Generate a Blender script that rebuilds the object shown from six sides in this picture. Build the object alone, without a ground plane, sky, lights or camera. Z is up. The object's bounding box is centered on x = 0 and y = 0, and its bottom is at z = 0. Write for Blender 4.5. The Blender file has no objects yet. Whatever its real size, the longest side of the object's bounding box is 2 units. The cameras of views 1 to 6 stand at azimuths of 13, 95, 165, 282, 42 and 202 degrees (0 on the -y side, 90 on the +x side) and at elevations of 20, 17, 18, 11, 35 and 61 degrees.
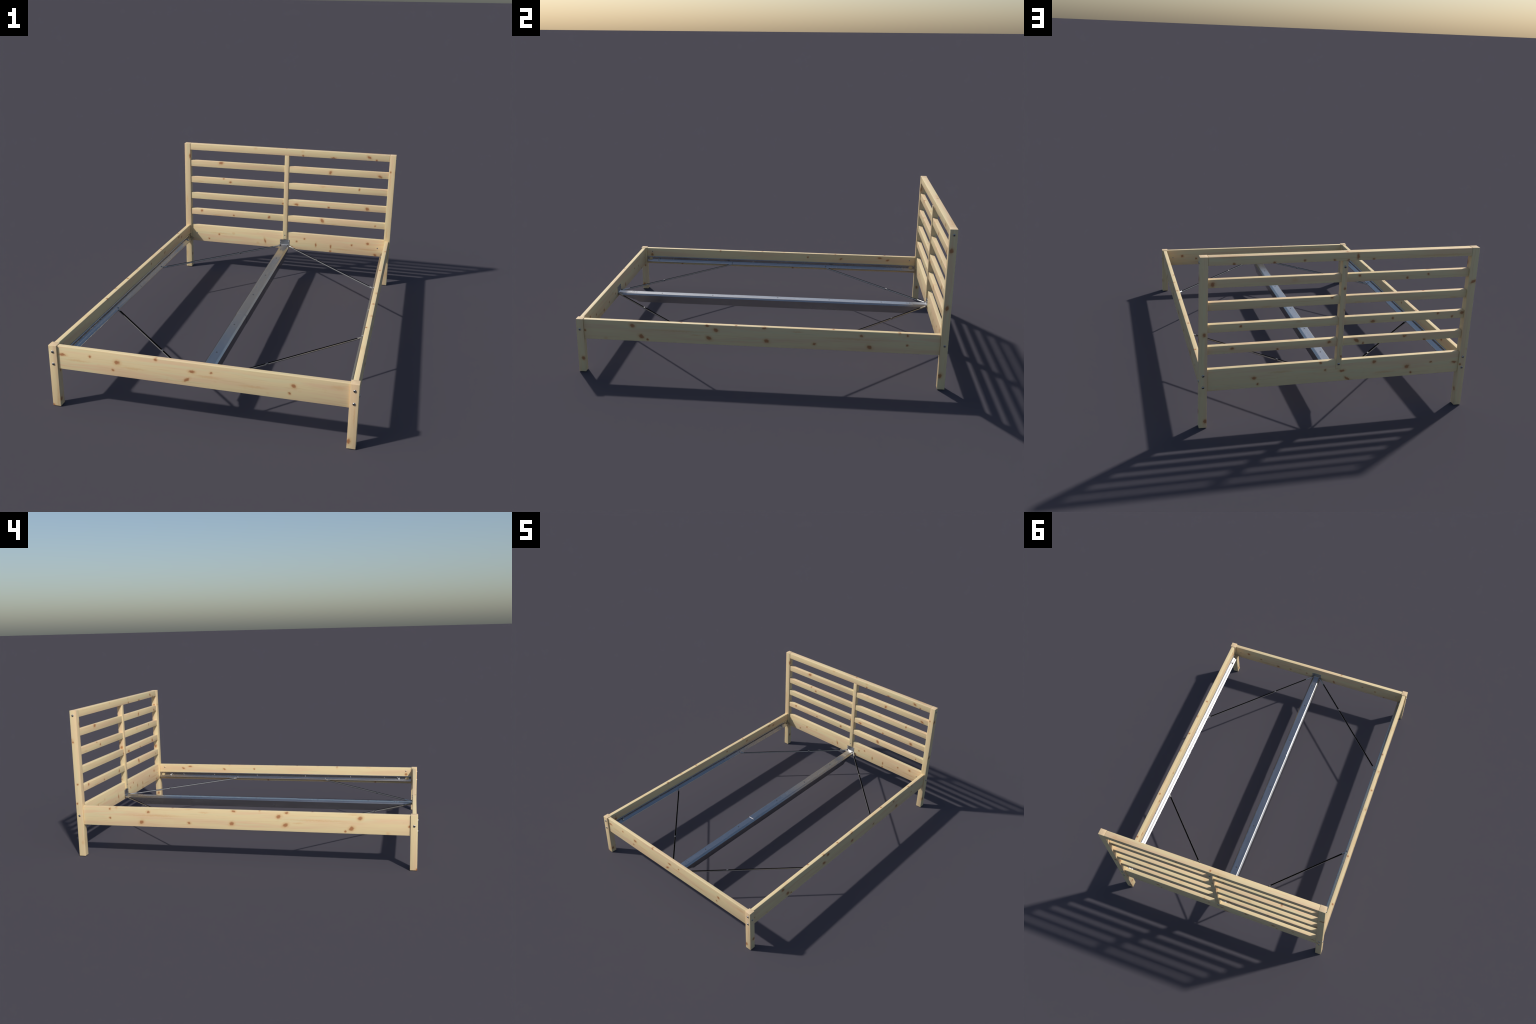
import bpy, bmesh, math
from mathutils import Vector, Matrix

# ------------------------------------------------------------------ sizes
POST_OUT, POST_IN = 0.7045, 0.6655      # |x| of the corner posts
FOOT_Y0, FOOT_Y1 = -0.9963, -0.9576     # foot legs
HEAD_Y0, HEAD_Y1 = 0.9574, 0.9965       # headboard posts
LEG_TOP, HEAD_TOP = 0.3108, 0.8800
BOARD_Z0, BOARD_Z1 = 0.1940, 0.3078
RAIL_OUT, RAIL_IN = 0.6964, 0.6730

scene = bpy.context.scene

# ------------------------------------------------------------------ node helpers
class Tree:
    def __init__(self, mat):
        mat.use_nodes = True
        self.t = mat.node_tree
        self.t.nodes.clear()
        self.out = self.t.nodes.new('ShaderNodeOutputMaterial')
        self.bsdf = self.t.nodes.new('ShaderNodeBsdfPrincipled')
        self.link(self.bsdf.outputs[0], self.out.inputs[0])
    def link(self, a, b):
        self.t.links.new(a, b)
    def node(self, kind, **kw):
        n = self.t.nodes.new(kind)
        for k, v in kw.items():
            setattr(n, k, v)
        return n
    def put(self, sock, v):
        if hasattr(v, 'is_output'):
            self.link(v, sock)
        else:
            sock.default_value = v
    def math(self, op, a, b=0.0, c=None, clamp=False):
        n = self.node('ShaderNodeMath', operation=op, use_clamp=clamp)
        self.put(n.inputs[0], a); self.put(n.inputs[1], b)
        if c is not None:
            self.put(n.inputs[2], c)
        return n.outputs[0]
    def vmath(self, op, a, b=(0, 0, 0), scale=None):
        n = self.node('ShaderNodeVectorMath', operation=op)
        self.put(n.inputs[0], a); self.put(n.inputs[1], b)
        if scale is not None:
            self.put(n.inputs['Scale'], scale)
        return n.outputs['Value'] if op in ('LENGTH', 'DOT_PRODUCT') else n.outputs[0]
    def mapping(self, v, loc=(0, 0, 0), rot=(0, 0, 0), scale=(1, 1, 1), kind='POINT'):
        n = self.node('ShaderNodeMapping', vector_type=kind)
        self.put(n.inputs['Vector'], v)
        n.inputs['Location'].default_value = loc
        n.inputs['Rotation'].default_value = rot
        n.inputs['Scale'].default_value = scale
        return n.outputs[0]
    def noise(self, v, scale, detail=2.0, rough=0.5, color=False):
        n = self.node('ShaderNodeTexNoise')
        self.put(n.inputs['Vector'], v)
        n.inputs['Scale'].default_value = scale
        n.inputs['Detail'].default_value = detail
        n.inputs['Roughness'].default_value = rough
        return n.outputs['Color'] if color else n.outputs['Fac']
    def ramp(self, f, lo, hi):
        n = self.node('ShaderNodeMapRange', interpolation_type='SMOOTHSTEP')
        self.put(n.inputs['Value'], f)
        n.inputs['From Min'].default_value = lo
        n.inputs['From Max'].default_value = hi
        return n.outputs[0]
    def mix(self, f, a, b, mode='MIX'):
        n = self.node('ShaderNodeMix', data_type='RGBA', blend_type=mode)
        self.put(n.inputs['Factor'], f)
        cs = [s for s in n.inputs if s.type == 'RGBA']
        self.put(cs[0], a); self.put(cs[1], b)
        return [s for s in n.outputs if s.type == 'RGBA'][0]

def rgb(r, g, b):
    return (r, g, b, 1.0)

# ------------------------------------------------------------------ pine
PALE = rgb(0.768, 0.618, 0.355)     # yellowish sapwood
PINK = rgb(0.752, 0.545, 0.330)     # warm late wood bands
GREEN = rgb(0.725, 0.628, 0.372)    # cooler pale bands
LINE = rgb(0.620, 0.420, 0.220)
HALO = rgb(0.650, 0.380, 0.160)
KNOT = rgb(0.370, 0.140, 0.055)

def pine(name, axis, knots=(), faint=(), seed=0.0):
    """Knotty pine; axis = grain direction in object space.
    A knot is (centre xyz, face axis, along-grain radius, across radius, tilt)."""
    m = bpy.data.materials.new(name)
    t = Tree(m)
    co = t.node('ShaderNodeTexCoord').outputs['Object']
    # grain stretched along the board
    st = [9.0, 9.0, 9.0]; st['xyz'.index(axis)] = 0.55
    off = (seed * 3.17, seed * 1.93, seed * 2.41)
    wob = t.noise(t.mapping(co, off), 5.0, 2.0, color=True)
    wob = t.vmath('SCALE', t.vmath('SUBTRACT', wob, (0.5, 0.5, 0.5)), scale=0.016)
    cw = t.vmath('ADD', co, wob)
    g1 = t.noise(t.mapping(cw, off, scale=st), 3.4, 2.0)
    g2 = t.noise(t.mapping(cw, (off[1], off[2], off[0]), scale=st), 5.2, 2.0)
    fine = [v * 5.0 for v in st]; fine['xyz'.index(axis)] = 0.9
    g3 = t.noise(t.mapping(cw, off, scale=fine), 3.6, 3.0, 0.6)
    col = t.mix(t.ramp(g1, 0.40, 0.66), PALE, PINK)
    col = t.mix(t.math('MULTIPLY', t.ramp(g2, 0.50, 0.68), 0.8), col, GREEN)
    col = t.mix(t.math('MULTIPLY', t.ramp(g3, 0.52, 0.78), 0.42), col, LINE)
    cells = t.noise(t.mapping(cw, off, scale=[v * 2 for v in fine]), 9.0, 2.0)
    col = t.mix(t.math('MULTIPLY', t.ramp(cells, 0.35, 0.75), 0.10), col, LINE)
    # knots: nearest ellipsoid distance
    jit = t.noise(t.mapping(co, off), 75.0, 3.0, 0.6, color=True)
    jit = t.vmath('SCALE', t.vmath('SUBTRACT', jit, (0.5, 0.5, 0.5)), scale=0.013)
    ck = t.vmath('ADD', co, jit)
    def field(lst):
        d = None
        for (c, face, ra, rb, tilt) in lst:
            r = [rb, rb, rb]
            r['xyz'.index(axis)] = ra
            r['xyz'.index(face)] = 0.011
            rot = [0, 0, 0]; rot['xyz'.index(face)] = tilt
            v = t.vmath('LENGTH', t.mapping(ck, c, rot, r, 'TEXTURE'))
            d = v if d is None else t.math('MINIMUM', d, v)
        return d
    if faint:
        d = field(faint)
        col = t.mix(t.math('MULTIPLY', t.math('SUBTRACT', 1.0, t.ramp(d, 0.2, 1.8)), 0.42), col, HALO)
    if knots:
        d = field(knots)
        halo = t.math('SUBTRACT', 1.0, t.ramp(d, 0.7, 2.5))
        col = t.mix(t.math('MULTIPLY', halo, 0.50), col, HALO)
        core = t.math('SUBTRACT', 1.0, t.ramp(d, 0.55, 1.35))
        col = t.mix(t.math('MULTIPLY', core, 0.85), col, KNOT)
    t.put(t.bsdf.inputs['Base Color'], col)
    t.bsdf.inputs['Roughness'].default_value = 0.55
    t.bsdf.inputs['Specular IOR Level'].default_value = 0.30
    b = t.node('ShaderNodeBump')
    b.inputs['Strength'].default_value = 0.05
    b.inputs['Distance'].default_value = 0.002
    t.put(b.inputs['Height'], g3)
    t.put(t.bsdf.inputs['Normal'], b.outputs[0])
    return m

def end_grain():
    m = bpy.data.materials.new('pine_end_grain')
    t = Tree(m)
    co = t.node('ShaderNodeTexCoord').outputs['Object']
    n = t.noise(co, 60.0, 3.0)
    t.put(t.bsdf.inputs['Base Color'], t.mix(t.ramp(n, 0.3, 0.7), rgb(0.760, 0.570, 0.345), rgb(0.690, 0.505, 0.300)))
    t.bsdf.inputs['Roughness'].default_value = 0.7
    return m

def steel(name, base, rough, streak_axis='y', metallic=1.0):
    m = bpy.data.materials.new(name)
    t = Tree(m)
    co = t.node('ShaderNodeTexCoord').outputs['Object']
    st = [14.0] * 3; st['xyz'.index(streak_axis)] = 1.5
    n = t.noise(t.mapping(co, scale=st), 3.0, 2.0)
    c2 = tuple(c * 0.93 for c in base[:3]) + (1.0,)
    t.put(t.bsdf.inputs['Base Color'], t.mix(t.ramp(n, 0.3, 0.7), c2, base))
    t.bsdf.inputs['Metallic'].default_value = metallic
    r = t.node('ShaderNodeMapRange')
    t.put(r.inputs['Value'], n)
    r.inputs['To Min'].default_value = rough * 0.85
    r.inputs['To Max'].default_value = rough * 1.15
    t.put(t.bsdf.inputs['Roughness'], r.outputs[0])
    return m

ENDG = end_grain()
GALV = steel('galvanised_steel', rgb(0.49, 0.487, 0.482), 0.26)
ZINC = steel('zinc_plated_steel', rgb(0.44, 0.44, 0.445), 0.34)
RODS = steel('rod_steel', rgb(0.48, 0.48, 0.475), 0.30, 'x', metallic=0.75)
BLACKSTRIP = steel('black_strip', rgb(0.002, 0.002, 0.002), 0.9, metallic=0.0)
BLACKSTRIP.node_tree.nodes['Principled BSDF'].inputs['Specular IOR Level'].default_value = 0.0
DULL = steel('rod_gap_darkened', rgb(0.20, 0.20, 0.205), 0.6, 'x')  # darker, duller grey for the short gap between the black strips
HOLE = steel('dark_hole', rgb(0.03, 0.03, 0.032), 0.6, metallic=0.0)

# ------------------------------------------------------------------ mesh helpers
root = bpy.data.objects.new('bed_frame', None)
scene.collection.objects.link(root)
root.empty_display_size = 0.1
root['label'] = 'pale pine double bed frame with slatted headboard and steel midbeam'
root['category'] = 'bed'

def add(name, mesh, parent=root, loc=(0, 0, 0)):
    o = bpy.data.objects.new(name, mesh)
    scene.collection.objects.link(o)
    o.parent = parent
    o.location = loc
    return o

def finish(bm, name, mats, smooth_angle=None):
    me = bpy.data.meshes.new(name)
    bmesh.ops.recalc_face_normals(bm, faces=bm.faces)
    bm.to_mesh(me); bm.free()
    for m in mats:
        me.materials.append(m)
    if smooth_angle is not None:
        me.shade_smooth()
        me.set_sharp_from_angle(angle=math.radians(smooth_angle))
    return me

def box_mesh(name, size, mats, bevel=0.0015, end_axis=None):
    bm = bmesh.new()
    bmesh.ops.create_cube(bm, size=1.0)
    bmesh.ops.scale(bm, vec=size, verts=bm.verts)
    if bevel:
        bmesh.ops.bevel(bm, geom=list(bm.edges), offset=bevel, segments=3, profile=0.5, affect='EDGES', clamp_overlap=True)
    if end_axis is not None:
        i = 'xyz'.index(end_axis)
        for f in bm.faces:
            f.normal_update()
            if abs(f.normal[i]) > 0.98:
                f.material_index = 1
    return finish(bm, name, mats, 40)

def box(name, lo, hi, mats, parent=root, bevel=0.0015, end_axis=None):
    lo, hi = Vector(lo), Vector(hi)
    me = box_mesh(name, hi - lo, mats, bevel, end_axis)
    c = (lo + hi) / 2
    pl = parent.location if parent is not root else Vector((0, 0, 0))
    return add(name, me, parent, c - pl)

def local_knots(lo, hi, axis, spec):
    """spec: (face, along, across, r_along, r_across, tilt) with along/across in
    world coordinates on that face ('-y', '+x' ...) -> object space ellipsoids."""
    lo, hi = Vector(lo), Vector(hi); c = (lo + hi) / 2; h = (hi - lo) / 2
    ai = 'xyz'.index(axis)
    out = []
    for (face, a, b, ra, rb, tilt) in spec:
        fi = 'xyz'.index(face[1])
        bi = 3 - ai - fi
        p = [0, 0, 0]
        p[ai] = a - c[ai]; p[bi] = b - c[bi]
        p[fi] = h[fi] * (1 if face[0] == '+' else -1)
        out.append((tuple(p), face[1], ra, rb, tilt))
    return out

_seed = [0]
def plank(name, lo, hi, axis, knots=(), faint=(), parent=root, bevel=0.0012):
    _seed[0] += 1
    mat = pine('pine_' + name, axis, local_knots(lo, hi, axis, knots),
               local_knots(lo, hi, axis, faint), seed=_seed[0] * 1.7)
    return box(name, lo, hi, [mat, ENDG], parent, bevel, axis)

S, M, L = (0.006, 0.0055), (0.010, 0.008), (0.014, 0.011)   # knot radii
def kn(face, size, pts, tilt=0.0):
    return [(face, a, b, size[0], size[1], tilt) for a, b in pts]

# ------------------------------------------------------------------ corner posts
plank('leg', (-POST_OUT, FOOT_Y0, 0), (-POST_IN, FOOT_Y1, LEG_TOP), 'z',
      kn('+x', M, [(0.035, -0.984)]) + kn('+x', S, [(0.179, -0.972)]) + kn('-x', S, [(0.005, -0.994)]) + kn('-y', S, [(0.002, -0.700)]),
      kn('-y', (0.04, 0.004), [(0.07, -0.672), (0.02, -0.678)]) + kn('-y', S, [(0.301, -0.699)]))
plank('leg', (POST_IN, FOOT_Y0, 0), (POST_OUT, FOOT_Y1, LEG_TOP), 'z',
      kn('-y', (0.012, 0.008), [(0.035, 0.672)], 0.3) + kn('+x', (0.010, 0.009), [(0.081, -0.968)]) + kn('-x', M, [(0.03, -0.975)]),
      kn('-y', (0.04, 0.003), [(0.16, 0.690)]))
plank('headboard_post', (-POST_OUT, HEAD_Y0, 0), (-POST_IN, HEAD_Y1, HEAD_TOP), 'z',
      kn('-y', (0.016, 0.006), [(0.794, -0.668)]) + kn('-x', S, [(0.694, 0.989), (0.441, 0.977), (0.324, 0.988)]) +
      kn('+y', (0.007, 0.016), [(0.701, -0.690)], 0.45) + kn('+y', S, [(0.239, -0.674)]) + kn('+x', M, [(0.42, 0.975), (0.09, 0.98)]),
      kn('-y', (0.03, 0.005), [(0.489, -0.691), (0.10, -0.698), (0.43, -0.668)]) + kn('-x', M, [(0.084, 0.969)]))
plank('headboard_post', (POST_IN, HEAD_Y0, 0), (POST_OUT, HEAD_Y1, HEAD_TOP), 'z',
      kn('+x', (0.013, 0.009), [(0.768, 0.971), (0.460, 0.974), (0.079, 0.967)], -0.25) + kn('+y', M, [(0.495, 0.682), (0.036, 0.674)]) +
      kn('-y', S, [(0.773, 0.676)]) + kn('-x', M, [(0.451, 0.981), (0.080, 0.975)], 0.4) + kn('-x', S, [(0.770, 0.979)]),
      kn('-y', (0.05, 0.004), [(0.72, 0.676), (0.35, 0.680)]))

# ------------------------------------------------------------------ footboard, headboard
FOOT_B0, FOOT_B1 = -0.9886, -0.9666
plank('footboard_panel', (-POST_IN + 0.0006, FOOT_B0, BOARD_Z0), (POST_IN - 0.0006, FOOT_B1, BOARD_Z1), 'x',
      kn('-y', (0.016, 0.006), [(-0.642, 0.267)]) + kn('-y', S, [(-0.506, 0.276), (-0.398, 0.224), (0.410, 0.224), (0.062, 0.272)]) +
      kn('-y', (0.013, 0.010), [(-0.375, 0.263)]) + kn('-y', M, [(0.427, 0.260)], 0.6) + kn('-y', (0.008, 0.006), [(-0.192, 0.303)]) +
      kn('-y', (0.013, 0.006), [(-0.025, 0.266)]) + kn('-y', (0.014, 0.006), [(-0.050, 0.223)], -0.6) +
      kn('+y', M, [(0.559, 0.261), (0.315, 0.212)]) + kn('+y', (0.006, 0.013), [(-0.140, 0.217)], 0.3) +
      kn('+y', S, [(0.456, 0.239), (0.213, 0.224), (0.081, 0.232), (-0.364, 0.253), (-0.465, 0.240), (-0.538, 0.198)]),
      kn('-y', (0.05, 0.005), [(-0.57, 0.246), (-0.30, 0.243), (0.25, 0.232), (0.05, 0.250)]) + kn('-y', (0.03, 0.008), [(0.615, 0.280)]) +
      kn('+y', M, [(0.134, 0.251)]) + kn('+y', (0.07, 0.006), [(-0.45, 0.28), (0.40, 0.215)]))
LOW_Y0, LOW_Y1 = 0.9664, 0.9888
plank('headboard_panel', (-POST_IN + 0.0006, LOW_Y0, 0.1945), (POST_IN - 0.0006, LOW_Y1, 0.3100), 'x',
      kn('-y', S, [(-0.464, 0.254), (-0.539, 0.218), (0.082, 0.251), (0.136, 0.274), (0.315, 0.203), (0.455, 0.258), (0.052, 0.208)]) +
      kn('-y', (0.006, 0.016), [(-0.138, 0.237)], -0.25) + kn('-y', (0.005, 0.012), [(0.214, 0.238), (0.315, 0.234)]) +
      kn('-y', M, [(0.561, 0.278), (0.615, 0.203)], 0.4) +
      kn('+y', M, [(0.434, 0.247), (-0.191, 0.287)]) + kn('+y', S, [(0.414, 0.213), (-0.508, 0.262), (-0.399, 0.211), (0.068, 0.261)]) +
      kn('+y', (0.013, 0.010), [(-0.374, 0.247)]) + kn('+y', (0.013, 0.006), [(-0.021, 0.250), (-0.641, 0.251)]) +
      kn('+y', (0.015, 0.006), [(-0.050, 0.206)], -0.6) + kn('+y', S, [(0.095, 0.303)]),
      kn('-y', M, [(-0.362, 0.268), (-0.188, 0.217)]) + kn('-y', (0.06, 0.004), [(-0.45, 0.262), (0.40, 0.222), (0.56, 0.235)]) +
      kn('+y', (0.05, 0.005), [(0.30, 0.27), (-0.25, 0.225)]))
plank('headboard_top_rail', (-POST_IN + 0.0011, 0.9590, 0.8380), (POST_IN - 0.0011, 0.9958, 0.8795), 'x',
      kn('-y', S, [(0.108, 0.845), (0.582, 0.843)]) + kn('-y', (0.014, 0.005), [(0.307, 0.842)]) + kn('-y', (0.013, 0.008), [(0.536, 0.859)], 0.5) +
      kn('+y', S, [(0.546, 0.842), (0.354, 0.842), (0.206, 0.847), (0.058, 0.844), (-0.141, 0.842), (-0.012, 0.840)]) +
      kn('+y', (0.006, 0.014), [(-0.060, 0.858)]) + kn('+z', (0.006, 0.005), [(-0.008, 0.984)]),
      kn('-y', M, [(-0.212, 0.873), (0.104, 0.871)]) + kn('+y', (0.16, 0.005), [(-0.52, 0.849)]) + kn('+z', (0.016, 0.010), [(0.60, 0.985)]) +
      kn('+z', (0.06, 0.008), [(-0.05, 0.987), (0.55, 0.99)]))
plank('headboard_stile', (-0.0141, 0.9580, 0.2640), (0.0141, 0.9922, 0.8376), 'z',
      kn('+y', S, [(0.695, -0.004), (0.581, -0.014), (0.331, -0.010)]) + kn('-x', M, [(0.55, 0.975)]),
      kn('+y', (0.03, 0.004), [(0.36, -0.001)]) + kn('-y', (0.05, 0.003), [(0.50, 0.004)]))

SLAT_Z = (0.7460, 0.6331, 0.5206, 0.4084)
SLAT_H, SLAT_Y0, SLAT_Y1 = 0.0206, 0.9618, 0.9862
slat_knots = {
  ('l', 0): (kn('-y', (0.014, 0.010), [(-0.450, 0.760)], -0.3) + kn('+y', S, [(-0.079, 0.756), (-0.329, 0.734), (-0.442, 0.748)]), kn('+z', (0.02, 0.006), [(-0.15, 0.97)])),
  ('l', 1): (kn('-y', (0.008, 0.007), [(-0.384, 0.631)]) + kn('-y', S, [(-0.433, 0.653)]), kn('-y', (0.02, 0.004), [(-0.595, 0.624), (-0.100, 0.620)]) + kn('+y', (0.02, 0.004), [(-0.083, 0.618), (-0.592, 0.617)])),
  ('l', 2): (kn('-y', S, [(-0.018, 0.510)]) + kn('+y', (0.012, 0.007), [(-0.167, 0.511)]) + kn('+y', S, [(-0.273, 0.522), (-0.518, 0.532), (-0.599, 0.512)]) + kn('+y', M, [(-0.653, 0.529)]), kn('+z', (0.015, 0.006), [(-0.22, 0.975)])),
  ('l', 3): (kn('-y', (0.008, 0.008), [(-0.588, 0.417), (-0.112, 0.408)]) + kn('-y', S, [(-0.360, 0.399)]) + kn('+y', (0.016, 0.008), [(-0.087, 0.412)], -0.6) + kn('+y', (0.010, 0.006), [(-0.346, 0.419)]) + kn('+y', S, [(-0.123, 0.394), (-0.457, 0.392)]), kn('-y', (0.03, 0.005), [(-0.474, 0.393)])),
  ('r', 0): (kn('-y', (0.009, 0.012), [(0.291, 0.743)], 0.4) + kn('-y', (0.013, 0.007), [(0.613, 0.738)], 0.4) + kn('+y', (0.010, 0.011), [(0.643, 0.743)], -0.4), kn('-y', (0.015, 0.004), [(0.12, 0.765)]) + kn('+y', (0.014, 0.010), [(0.248, 0.750)])),
  ('r', 1): (kn('-y', (0.005, 0.008), [(0.485, 0.643)]) + kn('+y', S, [(0.055, 0.648)]), kn('-y', (0.016, 0.008), [(0.245, 0.646)]) + kn('+y', (0.02, 0.005), [(0.382, 0.619)])),
  ('r', 2): (kn('-y', (0.013, 0.007), [(0.073, 0.511)]) + kn('-y', S, [(0.290, 0.509)]) + kn('-y', (0.012, 0.009), [(0.543, 0.516)], 0.5) + kn('+y', S, [(0.505, 0.525)]), kn('+z', (0.016, 0.006), [(0.45, 0.97)]) + kn('+y', (0.016, 0.005), [(0.217, 0.531)])),
  ('r', 3): (kn('-y', (0.010, 0.015), [(0.251, 0.413)], -0.5) + kn('-y', (0.005, 0.006), [(0.602, 0.406)]) + kn('+y', (0.009, 0.007), [(0.546, 0.412), (0.056, 0.413)]) + kn('+y', S, [(0.319, 0.393)]), kn('-y', (0.02, 0.004), [(0.330, 0.393)])),
}
for i, zc in enumerate(SLAT_Z):
    for side in ('l', 'r'):
        x0, x1 = (-POST_IN + 0.0004, -0.0134) if side == 'l' else (0.0134, POST_IN - 0.0004)
        k, f = slat_knots[(side, i)]
        plank('headboard_slat', (x0, SLAT_Y0, zc - SLAT_H), (x1, SLAT_Y1, zc + SLAT_H), 'x', k, f)

# ------------------------------------------------------------------ sheet-metal helpers
def offset_strip(pts, th):
    """closed outline of a bent sheet following an open polyline (offset to its left)."""
    out = []
    n = len(pts)
    for i, p in enumerate(pts):
        p = Vector(p)
        d0 = (p - Vector(pts[i - 1])).normalized() if i else None
        d1 = (Vector(pts[i + 1]) - p).normalized() if i < n - 1 else None
        n0 = Vector((-d0.y, d0.x)) if d0 else None
        n1 = Vector((-d1.y, d1.x)) if d1 else None
        if n0 is None: m = n1
        elif n1 is None: m = n0
        else:
            m = (n0 + n1).normalized(); m = m / max(0.4, m.dot(n0))
        out.append(p + m * th)
    return [Vector(p) for p in pts] + out[::-1]

def prism(bm, ring_fn, ys):
    """loft closed (x,z) rings along y."""
    rings = [[bm.verts.new((p.x, y, p.y)) for p in ring_fn(y)] for y in ys]
    for a, b in zip(rings, rings[1:]):
        for i in range(len(a)):
            j = (i + 1) % len(a)
            bm.faces.new((a[i], a[j], b[j], b[i]))
    for r in (rings[0], rings[-1]):
        n = len(r) // 2
        for i in range(n - 1):
            bm.faces.new((r[i], r[i + 1], r[-2 - i], r[-1 - i]))

def dome(name, r, h, mat, segs=20, socket=True):
    """round bolt head, axis +z, with a hexagon socket."""
    bm = bmesh.new()
    prof = [(r, -0.001), (r, h * 0.25), (r * 0.93, h * 0.55), (r * 0.78, h * 0.82), (r * 0.55, h)]
    if socket:
        prof += [(r * 0.42, h), (r * 0.36, h * 0.35)]
    rings = []
    for (rr, z) in prof:
        rings.append([bm.verts.new((rr * math.cos(2 * math.pi * k / segs), rr * math.sin(2 * math.pi * k / segs), z)) for k in range(segs)])
    for a, b in zip(rings, rings[1:]):
        for k in range(segs):
            bm.faces.new((a[k], a[(k + 1) % segs], b[(k + 1) % segs], b[k]))
    f = bm.faces.new(rings[-1])
    if socket:
        f.material_index = 1
    bm.faces.new(rings[0][::-1])
    return finish(bm, name, [mat, HOLE], 50)

def tube_between(bm, a, b, r, segs=14, mat=0):
    a, b = Vector(a), Vector(b)
    q = (b - a).to_track_quat('Z', 'Y')
    rings = []
    for p in (a, b):
        rings.append([bm.verts.new(p + q @ Vector((r * math.cos(2 * math.pi * k / segs), r * math.sin(2 * math.pi * k / segs), 0))) for k in range(segs)])
    for k in range(segs):
        bm.faces.new((rings[0][k], rings[0][(k + 1) % segs], rings[1][(k + 1) % segs], rings[1][k])).material_index = mat
    bm.faces.new(rings[0][::-1]).material_index = mat
    bm.faces.new(rings[1]).material_index = mat

# ------------------------------------------------------------------ side rails with steel ledges
RAIL_LEN0, RAIL_LEN1 = FOOT_Y1 + 0.0006, HEAD_Y0 - 0.0006
lo = (RAIL_IN, RAIL_LEN0, BOARD_Z0); hi = (RAIL_OUT, RAIL_LEN1, BOARD_Z1)
rail = plank('side_rail', lo, hi, 'y',
      kn('+x', S, [(0.785, 0.296), (0.788, 0.242), (-0.605, 0.207), (-0.950, 0.244)]) + kn('+x', (0.009, 0.007), [(0.547, 0.283), (0.299, 0.225)]) +
      kn('+x', (0.013, 0.010), [(0.591, 0.221), (0.045, 0.229), (-0.229, 0.279), (-0.686, 0.284)], -0.35) +
      kn('+x', (0.015, 0.010), [(-0.267, 0.231), (-0.638, 0.223)], -0.5) + kn('+x', (0.011, 0.006), [(-0.275, 0.302), (0.032, 0.303)]) +
      kn('-x', (0.010, 0.006), [(0.766, 0.278), (0.441, 0.276)], 0.4) + kn('-x', (0.013, 0.006), [(0.711, 0.293)]) + kn('-x', S, [(0.206, 0.281)]) +
      kn('-x', (0.009, 0.008), [(-0.920, 0.261)]) + kn('-x', S, [(0.10, 0.199), (-0.70, 0.199)]) + kn('+z', S, [(-0.12, 0.688), (0.40, 0.682), (0.745, 0.690), (-0.42, 0.677)]),
      kn('+x', (0.025, 0.004), [(0.211, 0.289), (-0.340, 0.243), (-0.649, 0.302), (0.295, 0.306)]) + kn('+x', M, [(-0.837, 0.202)]) +
      kn('-x', (0.02, 0.005), [(-0.647, 0.306)]) + kn('+x', (0.15, 0.004), [(0.5, 0.262), (-0.45, 0.262)]))
rc = Vector(rail.location)

def ledge_ring(y):
    # distance from the timber (inwards) and height
    prof = [(0.0006, 0.2486), (0.0035, 0.2480), (0.0060, 0.2455), (0.0060, 0.2432), (0.0036, 0.2415),
            (0.0030, 0.2306), (0.0042, 0.2300), (0.0058, 0.2288), (0.0135, 0.2236), (0.0148, 0.2218), (0.0236, 0.2168), (0.0244, 0.2150), (0.0240, 0.2128)]
    pts = [(-d, z) for d, z in prof]            # rail is on +x, ledge grows towards -x
    pts = [Vector((RAIL_IN - rc.x + x, z - rc.z)) for x, z in pts]
    return offset_strip(pts, 0.0012)

def boolean_cut(obj, cutters):
    for c in cutters:
        md = obj.modifiers.new('cut', 'BOOLEAN')
        md.operation = 'DIFFERENCE'; md.solver = 'EXACT'; md.object = c
    dg = bpy.context.evaluated_depsgraph_get()
    me = bpy.data.meshes.new_from_object(obj.evaluated_get(dg))
    obj.modifiers.clear()
    obj.data = me
    for c in cutters:
        bpy.data.objects.remove(c)

bm = bmesh.new()
prism(bm, ledge_ring, [RAIL_LEN0 + 0.001, -0.5, 0.0, 0.5, RAIL_LEN1 - 0.001])
ledge = add('support_ledge', finish(bm, 'support_ledge', [GALV], 25), rail)
cutters = []
for y in (-0.929, 0.929):
    bm = bmesh.new()
    bmesh.ops.create_cone(bm, cap_ends=True, segments=32, radius1=1, radius2=1, depth=0.05)
    bmesh.ops.rotate(bm, cent=(0, 0, 0), matrix=Matrix.Rotation(math.pi / 2, 3, 'Y'), verts=bm.verts)
    bmesh.ops.scale(bm, vec=(1, 0.0135, 0.0095), verts=bm.verts)
    bmesh.ops.translate(bm, vec=(RAIL_IN - rc.x - 0.012, y, 0.2325 - rc.z), verts=bm.verts)
    c = bpy.data.objects.new('cutter', finish(bm, 'cutter', [GALV]))
    scene.collection.objects.link(c)
    c.location = rc
    cutters.append(c)
bpy.context.view_layer.update()
boolean_cut(ledge, cutters)

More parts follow.
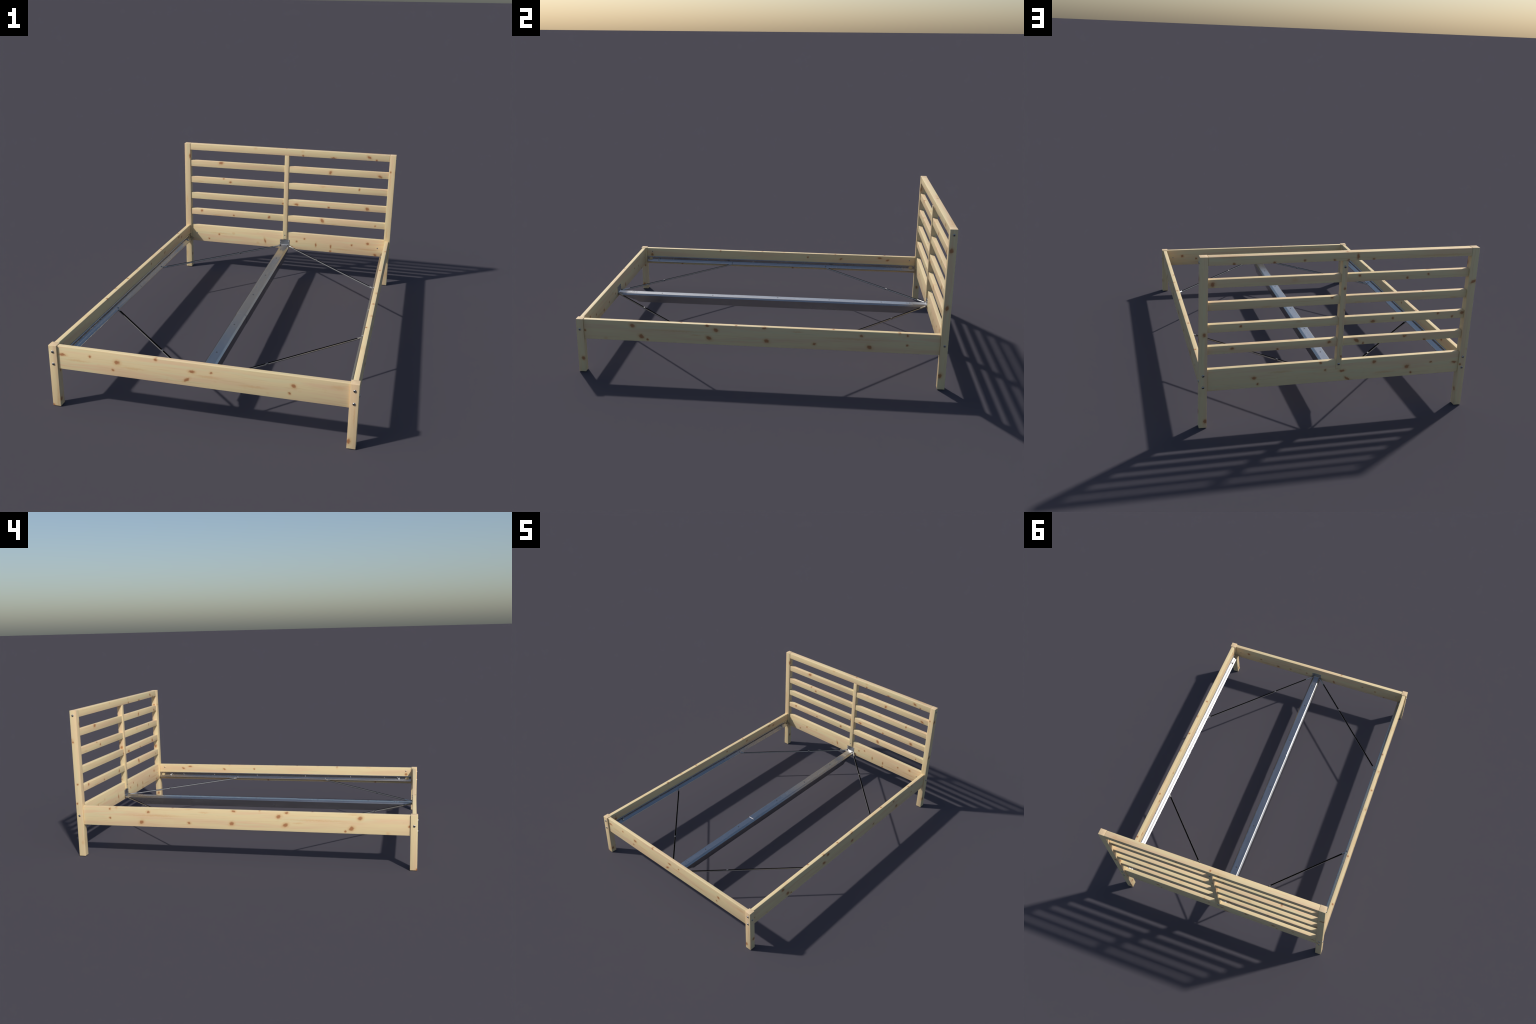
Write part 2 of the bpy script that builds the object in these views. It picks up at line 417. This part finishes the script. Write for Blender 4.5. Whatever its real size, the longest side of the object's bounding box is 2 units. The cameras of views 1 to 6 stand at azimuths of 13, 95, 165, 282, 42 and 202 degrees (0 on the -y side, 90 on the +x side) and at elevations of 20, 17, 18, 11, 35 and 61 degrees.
# end tabs, rod plates, screws on each ledge
tab_me = box_mesh('ledge_tab', Vector((0.012, 0.0115, 0.016)), [ZINC], 0.0035)
for y in (-0.868, 0.868):
    t_ = add('ledge_tab', tab_me, rail, Vector((RAIL_IN - 0.0105, y, 0.2255)) - rc)
    t_.rotation_euler = (0, math.radians(26), 0)
seam_me = box_mesh('ledge_seam', Vector((0.021, 0.003, 0.0012)), [GALV], 0.0004)
for y in (-0.006, -0.335, 0.335):
    s_ = add('ledge_seam', seam_me, rail, Vector((RAIL_IN - 0.0140, y, 0.2232)) - rc)
    s_.rotation_euler = (0, math.radians(-30), 0)
screw_me = dome('screw', 0.0036, 0.0022, ZINC, 14)
for y in (0.857, 0.765, 0.519, 0.184, -0.184, -0.519, -0.765, -0.857):
    s_ = add('screw', screw_me, rail, Vector((RAIL_IN - 0.0031, y, 0.2345)) - rc)
    s_.rotation_euler = (0, -math.pi / 2, 0)
ledge_bolt_me = dome('ledge_bolt', 0.0048, 0.0026, ZINC, 16)
for y in (-0.333, 0.333):
    s_ = add('ledge_bolt', ledge_bolt_me, rail, Vector((RAIL_IN - 0.0165, y, 0.2215)) - rc)
    s_.rotation_euler = (0, math.radians(-30), 0)
nut_me = dome('barrel_nut', 0.0042, 0.0008, ZINC, 16)
for y in (-0.918, 0.918):
    s_ = add('barrel_nut', nut_me, rail, Vector((RAIL_IN, y, 0.2835)) - rc)
    s_.rotation_euler = (0, -math.pi / 2, 0)

# the other rail is its mirror image
bpy.context.view_layer.update()
kids = list(rail.children)
rail2 = rail.copy(); scene.collection.objects.link(rail2)
rail2.location.x = -rail.location.x
rail2.scale.x = -1.0
for k in kids:
    k2 = k.copy(); scene.collection.objects.link(k2)
    k2.parent = rail2

# ------------------------------------------------------------------ bolts on the posts
bolt_me = dome('bolt', 0.0068, 0.0036, ZINC, 24)
def bolt(p, direction):
    o = add('bolt', bolt_me, root, p)
    o.rotation_euler = Vector(direction).to_track_quat('Z', 'Y').to_euler()
for sx in (-1, 1):
    for z in (0.2795, 0.2180):
        bolt((sx * 0.6855, FOOT_Y0, z), (0, -1, 0))
    for z in (0.2815, 0.2200):
        bolt((sx * 0.6850, HEAD_Y1, z), (0, 1, 0))
    bolt((sx * POST_OUT, -0.9775, 0.2505), (sx, 0, 0))
    bolt((sx * POST_OUT, 0.9785, 0.2497), (sx, 0, 0))
    bolt((sx * POST_OUT, 0.9780, 0.8508), (sx, 0, 0))
    for y, d in ((FOOT_B1, 1), (LOW_Y0, -1)):
        o = add('barrel_nut', nut_me, root, (sx * 0.627, y, 0.2515))
        o.rotation_euler = Vector((0, d, 0)).to_track_quat('Z', 'Y').to_euler()
for z in (0.8057, 0.2908):
    bolt((0.0003, 0.9922, z), (0, 1, 0))
o = add('barrel_nut', nut_me, root, (0.0003, 0.9580, 0.2912))
o.rotation_euler = Vector((0, -1, 0)).to_track_quat('Z', 'Y').to_euler()

# ------------------------------------------------------------------ midbeam: two nested steel channels
def channel_ring(grow):
    def ring(y):
        a = abs(y)
        if a > 0.848: zb = 0.1755 + (a - 0.848) * (0.205 - 0.1755) / (0.952 - 0.848)
        elif a > 0.832: zb = 0.1635 + (a - 0.832) * (0.1755 - 0.1635) / 0.016
        else: zb = 0.1635
        zb -= grow * 0.6
        g = grow
        half = [(0.0312 + g, zb), (0.0312 + g, 0.2070 + g), (0.0305 + g, 0.2078 + g), (0.0224 + g, 0.2154 + g), (0.0204, 0.2164 + g)]
        pts = [Vector(p) for p in half] + [Vector((-x, z)) for x, z in half[::-1]]
        return offset_strip(pts, 0.0013)
    return ring
beam_pts = lambda a, b: sorted(set([a, b] + [y for y in (-0.848, -0.832, 0.832, 0.848) if a < y < b]))
bm = bmesh.new(); prism(bm, channel_ring(0.0), beam_pts(-0.952, -0.12))
beam_a = add('midbeam', finish(bm, 'midbeam', [GALV]), loc=(0.0005, 0, 0.0004))
JOIN = -0.2290
bm = bmesh.new(); prism(bm, channel_ring(0.0009), beam_pts(JOIN, 0.952))
beam_b = add('beam_sleeve', finish(bm, 'beam_sleeve', [GALV]), beam_a)
hole_me = None
bm = bmesh.new()
bmesh.ops.create_cone(bm, cap_ends=True, segments=16, radius1=0.0042, radius2=0.0042, depth=0.0006)
hole_me = finish(bm, 'beam_hole', [HOLE])
def beam_hole(x, y, s=1.0):
    top = 0.2164 + (0.0009 if y > JOIN else 0)
    h = add('beam_hole', hole_me, beam_a, (x, y, top + 0.0001))
    h.scale = (s, s, 1)
for y in (-0.688, -0.3635, 0.048, 0.369, 0.690):
    beam_hole(0.0, y)
for y0 in (-0.862, 0.855):
    for dx in (-0.008, 0.008):
        for dy in (-0.008, 0.008):
            beam_hole(dx, y0 + dy, 0.55)

# ------------------------------------------------------------------ end brackets of the midbeam
rivet_me = dome('rivet', 0.0034, 0.0022, ZINC, 14, socket=False)
def bracket(face_y, s):
    """s = +1 at the head end (plate faces -y)."""
    bm = bmesh.new()
    # bent sheet: plate up the board, tongue lying on the beam
    zt = 0.2183 if s > 0 else 0.2174
    prof = [(face_y - s * 0.0008, 0.2575), (face_y - s * 0.0008, 0.2235), (face_y - s * 0.0030, 0.2203), (face_y - s * 0.0065, zt + 0.0005), (s * 0.882, zt)]
    wid = [0.0335, 0.0335, 0.0230, 0.0185, 0.0178]
    top, bot = [], []
    for (y, z), w, nrm in zip(prof, wid, [(-s, 0), (-s, 0), (-s * 0.7, 0.7), (-s * 0.3, 0.95), (0, 1)]):
        for lst, k in ((top, 0.0004), (bot, -0.0004)):
            lst.append([bm.verts.new((sx * w, y + nrm[0] * k, z + nrm[1] * k)) for sx in (-1, 1)])
    for i in range(len(prof) - 1):
        bm.faces.new((top[i][0], top[i][1], top[i + 1][1], top[i + 1][0]))
        bm.faces.new((bot[i][0], bot[i + 1][0], bot[i + 1][1], bot[i][1]))
        for k in (0, 1):
            bm.faces.new((top[i][k], top[i + 1][k], bot[i + 1][k], bot[i][k]))
    for i in (0, -1):
        bm.faces.new((top[i][0], bot[i][0], bot[i][1], top[i][1]))
    br = add('beam_bracket', finish(bm, 'beam_bracket', [ZINC], 75))
    # lower wings of the plate that carry the rod eyes
    for sx in (-1, 1):
        w = box('bracket_wing', (sx * 0.029 - 0.0045, min(face_y, face_y - s * 0.0016), 0.2060), (sx * 0.029 + 0.0045, max(face_y, face_y - s * 0.0016), 0.2236), [ZINC], br, 0.0004)
        for z in (0.2530, 0.2420):
            r = add('rivet', rivet_me, br, (sx * 0.0270, face_y - s * 0.0016, z))
            r.rotation_euler = Vector((0, -s, 0)).to_track_quat('Z', 'Y').to_euler()
        bm = bmesh.new()
        tube_between(bm, (0, 0, -0.0065), (0, 0, 0.0065), 0.0058, 16)
        bmesh.ops.bevel(bm, geom=list(bm.edges), offset=0.0012, segments=2, affect='EDGES')
        add('rod_eye', finish(bm, 'rod_eye', [ZINC], 40), br, (sx * 0.0345, face_y - s * 0.0080, 0.2150))
    return br
bracket(LOW_Y0, 1)
bracket(FOOT_B1, -1)

# ------------------------------------------------------------------ tension rods (tube, black strip along the top)
ROD_R = 0.0054
def rod(sx, sy):
    a = Vector((sx * 0.0345, sy * 0.956, 0.2135))
    b = Vector((sx * 0.6490, sy * 0.3430, 0.2118))
    ln = (b - a).length
    d = (b - a).normalized()
    side = d.cross(Vector((0, 0, 1))).normalized()
    up = side.cross(d).normalized()
    bm = bmesh.new()
    n = 18; half = math.radians(54)
    strips = [(0.06, 0.352), (0.366, 0.975)]
    cuts = sorted({0.0, 1.0} | {v for p in strips for v in p})
    def pt(t, ang, r):
        return a + d * (ln * t) + side * (r * math.sin(ang)) + up * (r * math.cos(ang))
    for t0, t1 in zip(cuts, cuts[1:]):
        tm = (t0 + t1) / 2
        striped = any(p[0] < tm < p[1] for p in strips)
        if striped:
            angs = [half + (2 * math.pi - 2 * half) * k / n for k in range(n + 1)]
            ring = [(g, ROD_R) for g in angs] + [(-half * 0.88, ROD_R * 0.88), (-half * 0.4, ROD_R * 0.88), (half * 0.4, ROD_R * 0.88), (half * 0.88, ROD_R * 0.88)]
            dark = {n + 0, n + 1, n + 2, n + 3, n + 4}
        else:
            ring = [(2 * math.pi * k / 22, ROD_R) for k in range(22)]
            dark = set()
        r0 = [bm.verts.new(pt(t0, g, r)) for g, r in ring]
        r1 = [bm.verts.new(pt(t1, g, r)) for g, r in ring]
        m = len(ring)
        for k in range(m):
            f = bm.faces.new((r0[k], r0[(k + 1) % m], r1[(k + 1) % m], r1[k]))
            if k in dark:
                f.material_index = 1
            elif 0.2 < tm < 0.4 and not striped:
                f.material_index = 2
        bm.faces.new(r0[::-1]); bm.faces.new(r1)
    ro = add('tension_rod', finish(bm, 'tension_rod', [RODS, BLACKSTRIP, DULL], 35))
    # flattened tab bolted under the ledge
    tab = box_mesh('rod_tab', Vector((0.030, 0.009, 0.0022)), [RODS], 0.0006)
    tb = add('rod_tab', tab, ro, b + d * 0.008)
    tb.rotation_euler = (0, 0, math.atan2(d.y, d.x))
for sx in (-1, 1):
    for sy in (-1, 1):
        rod(sx, sy)
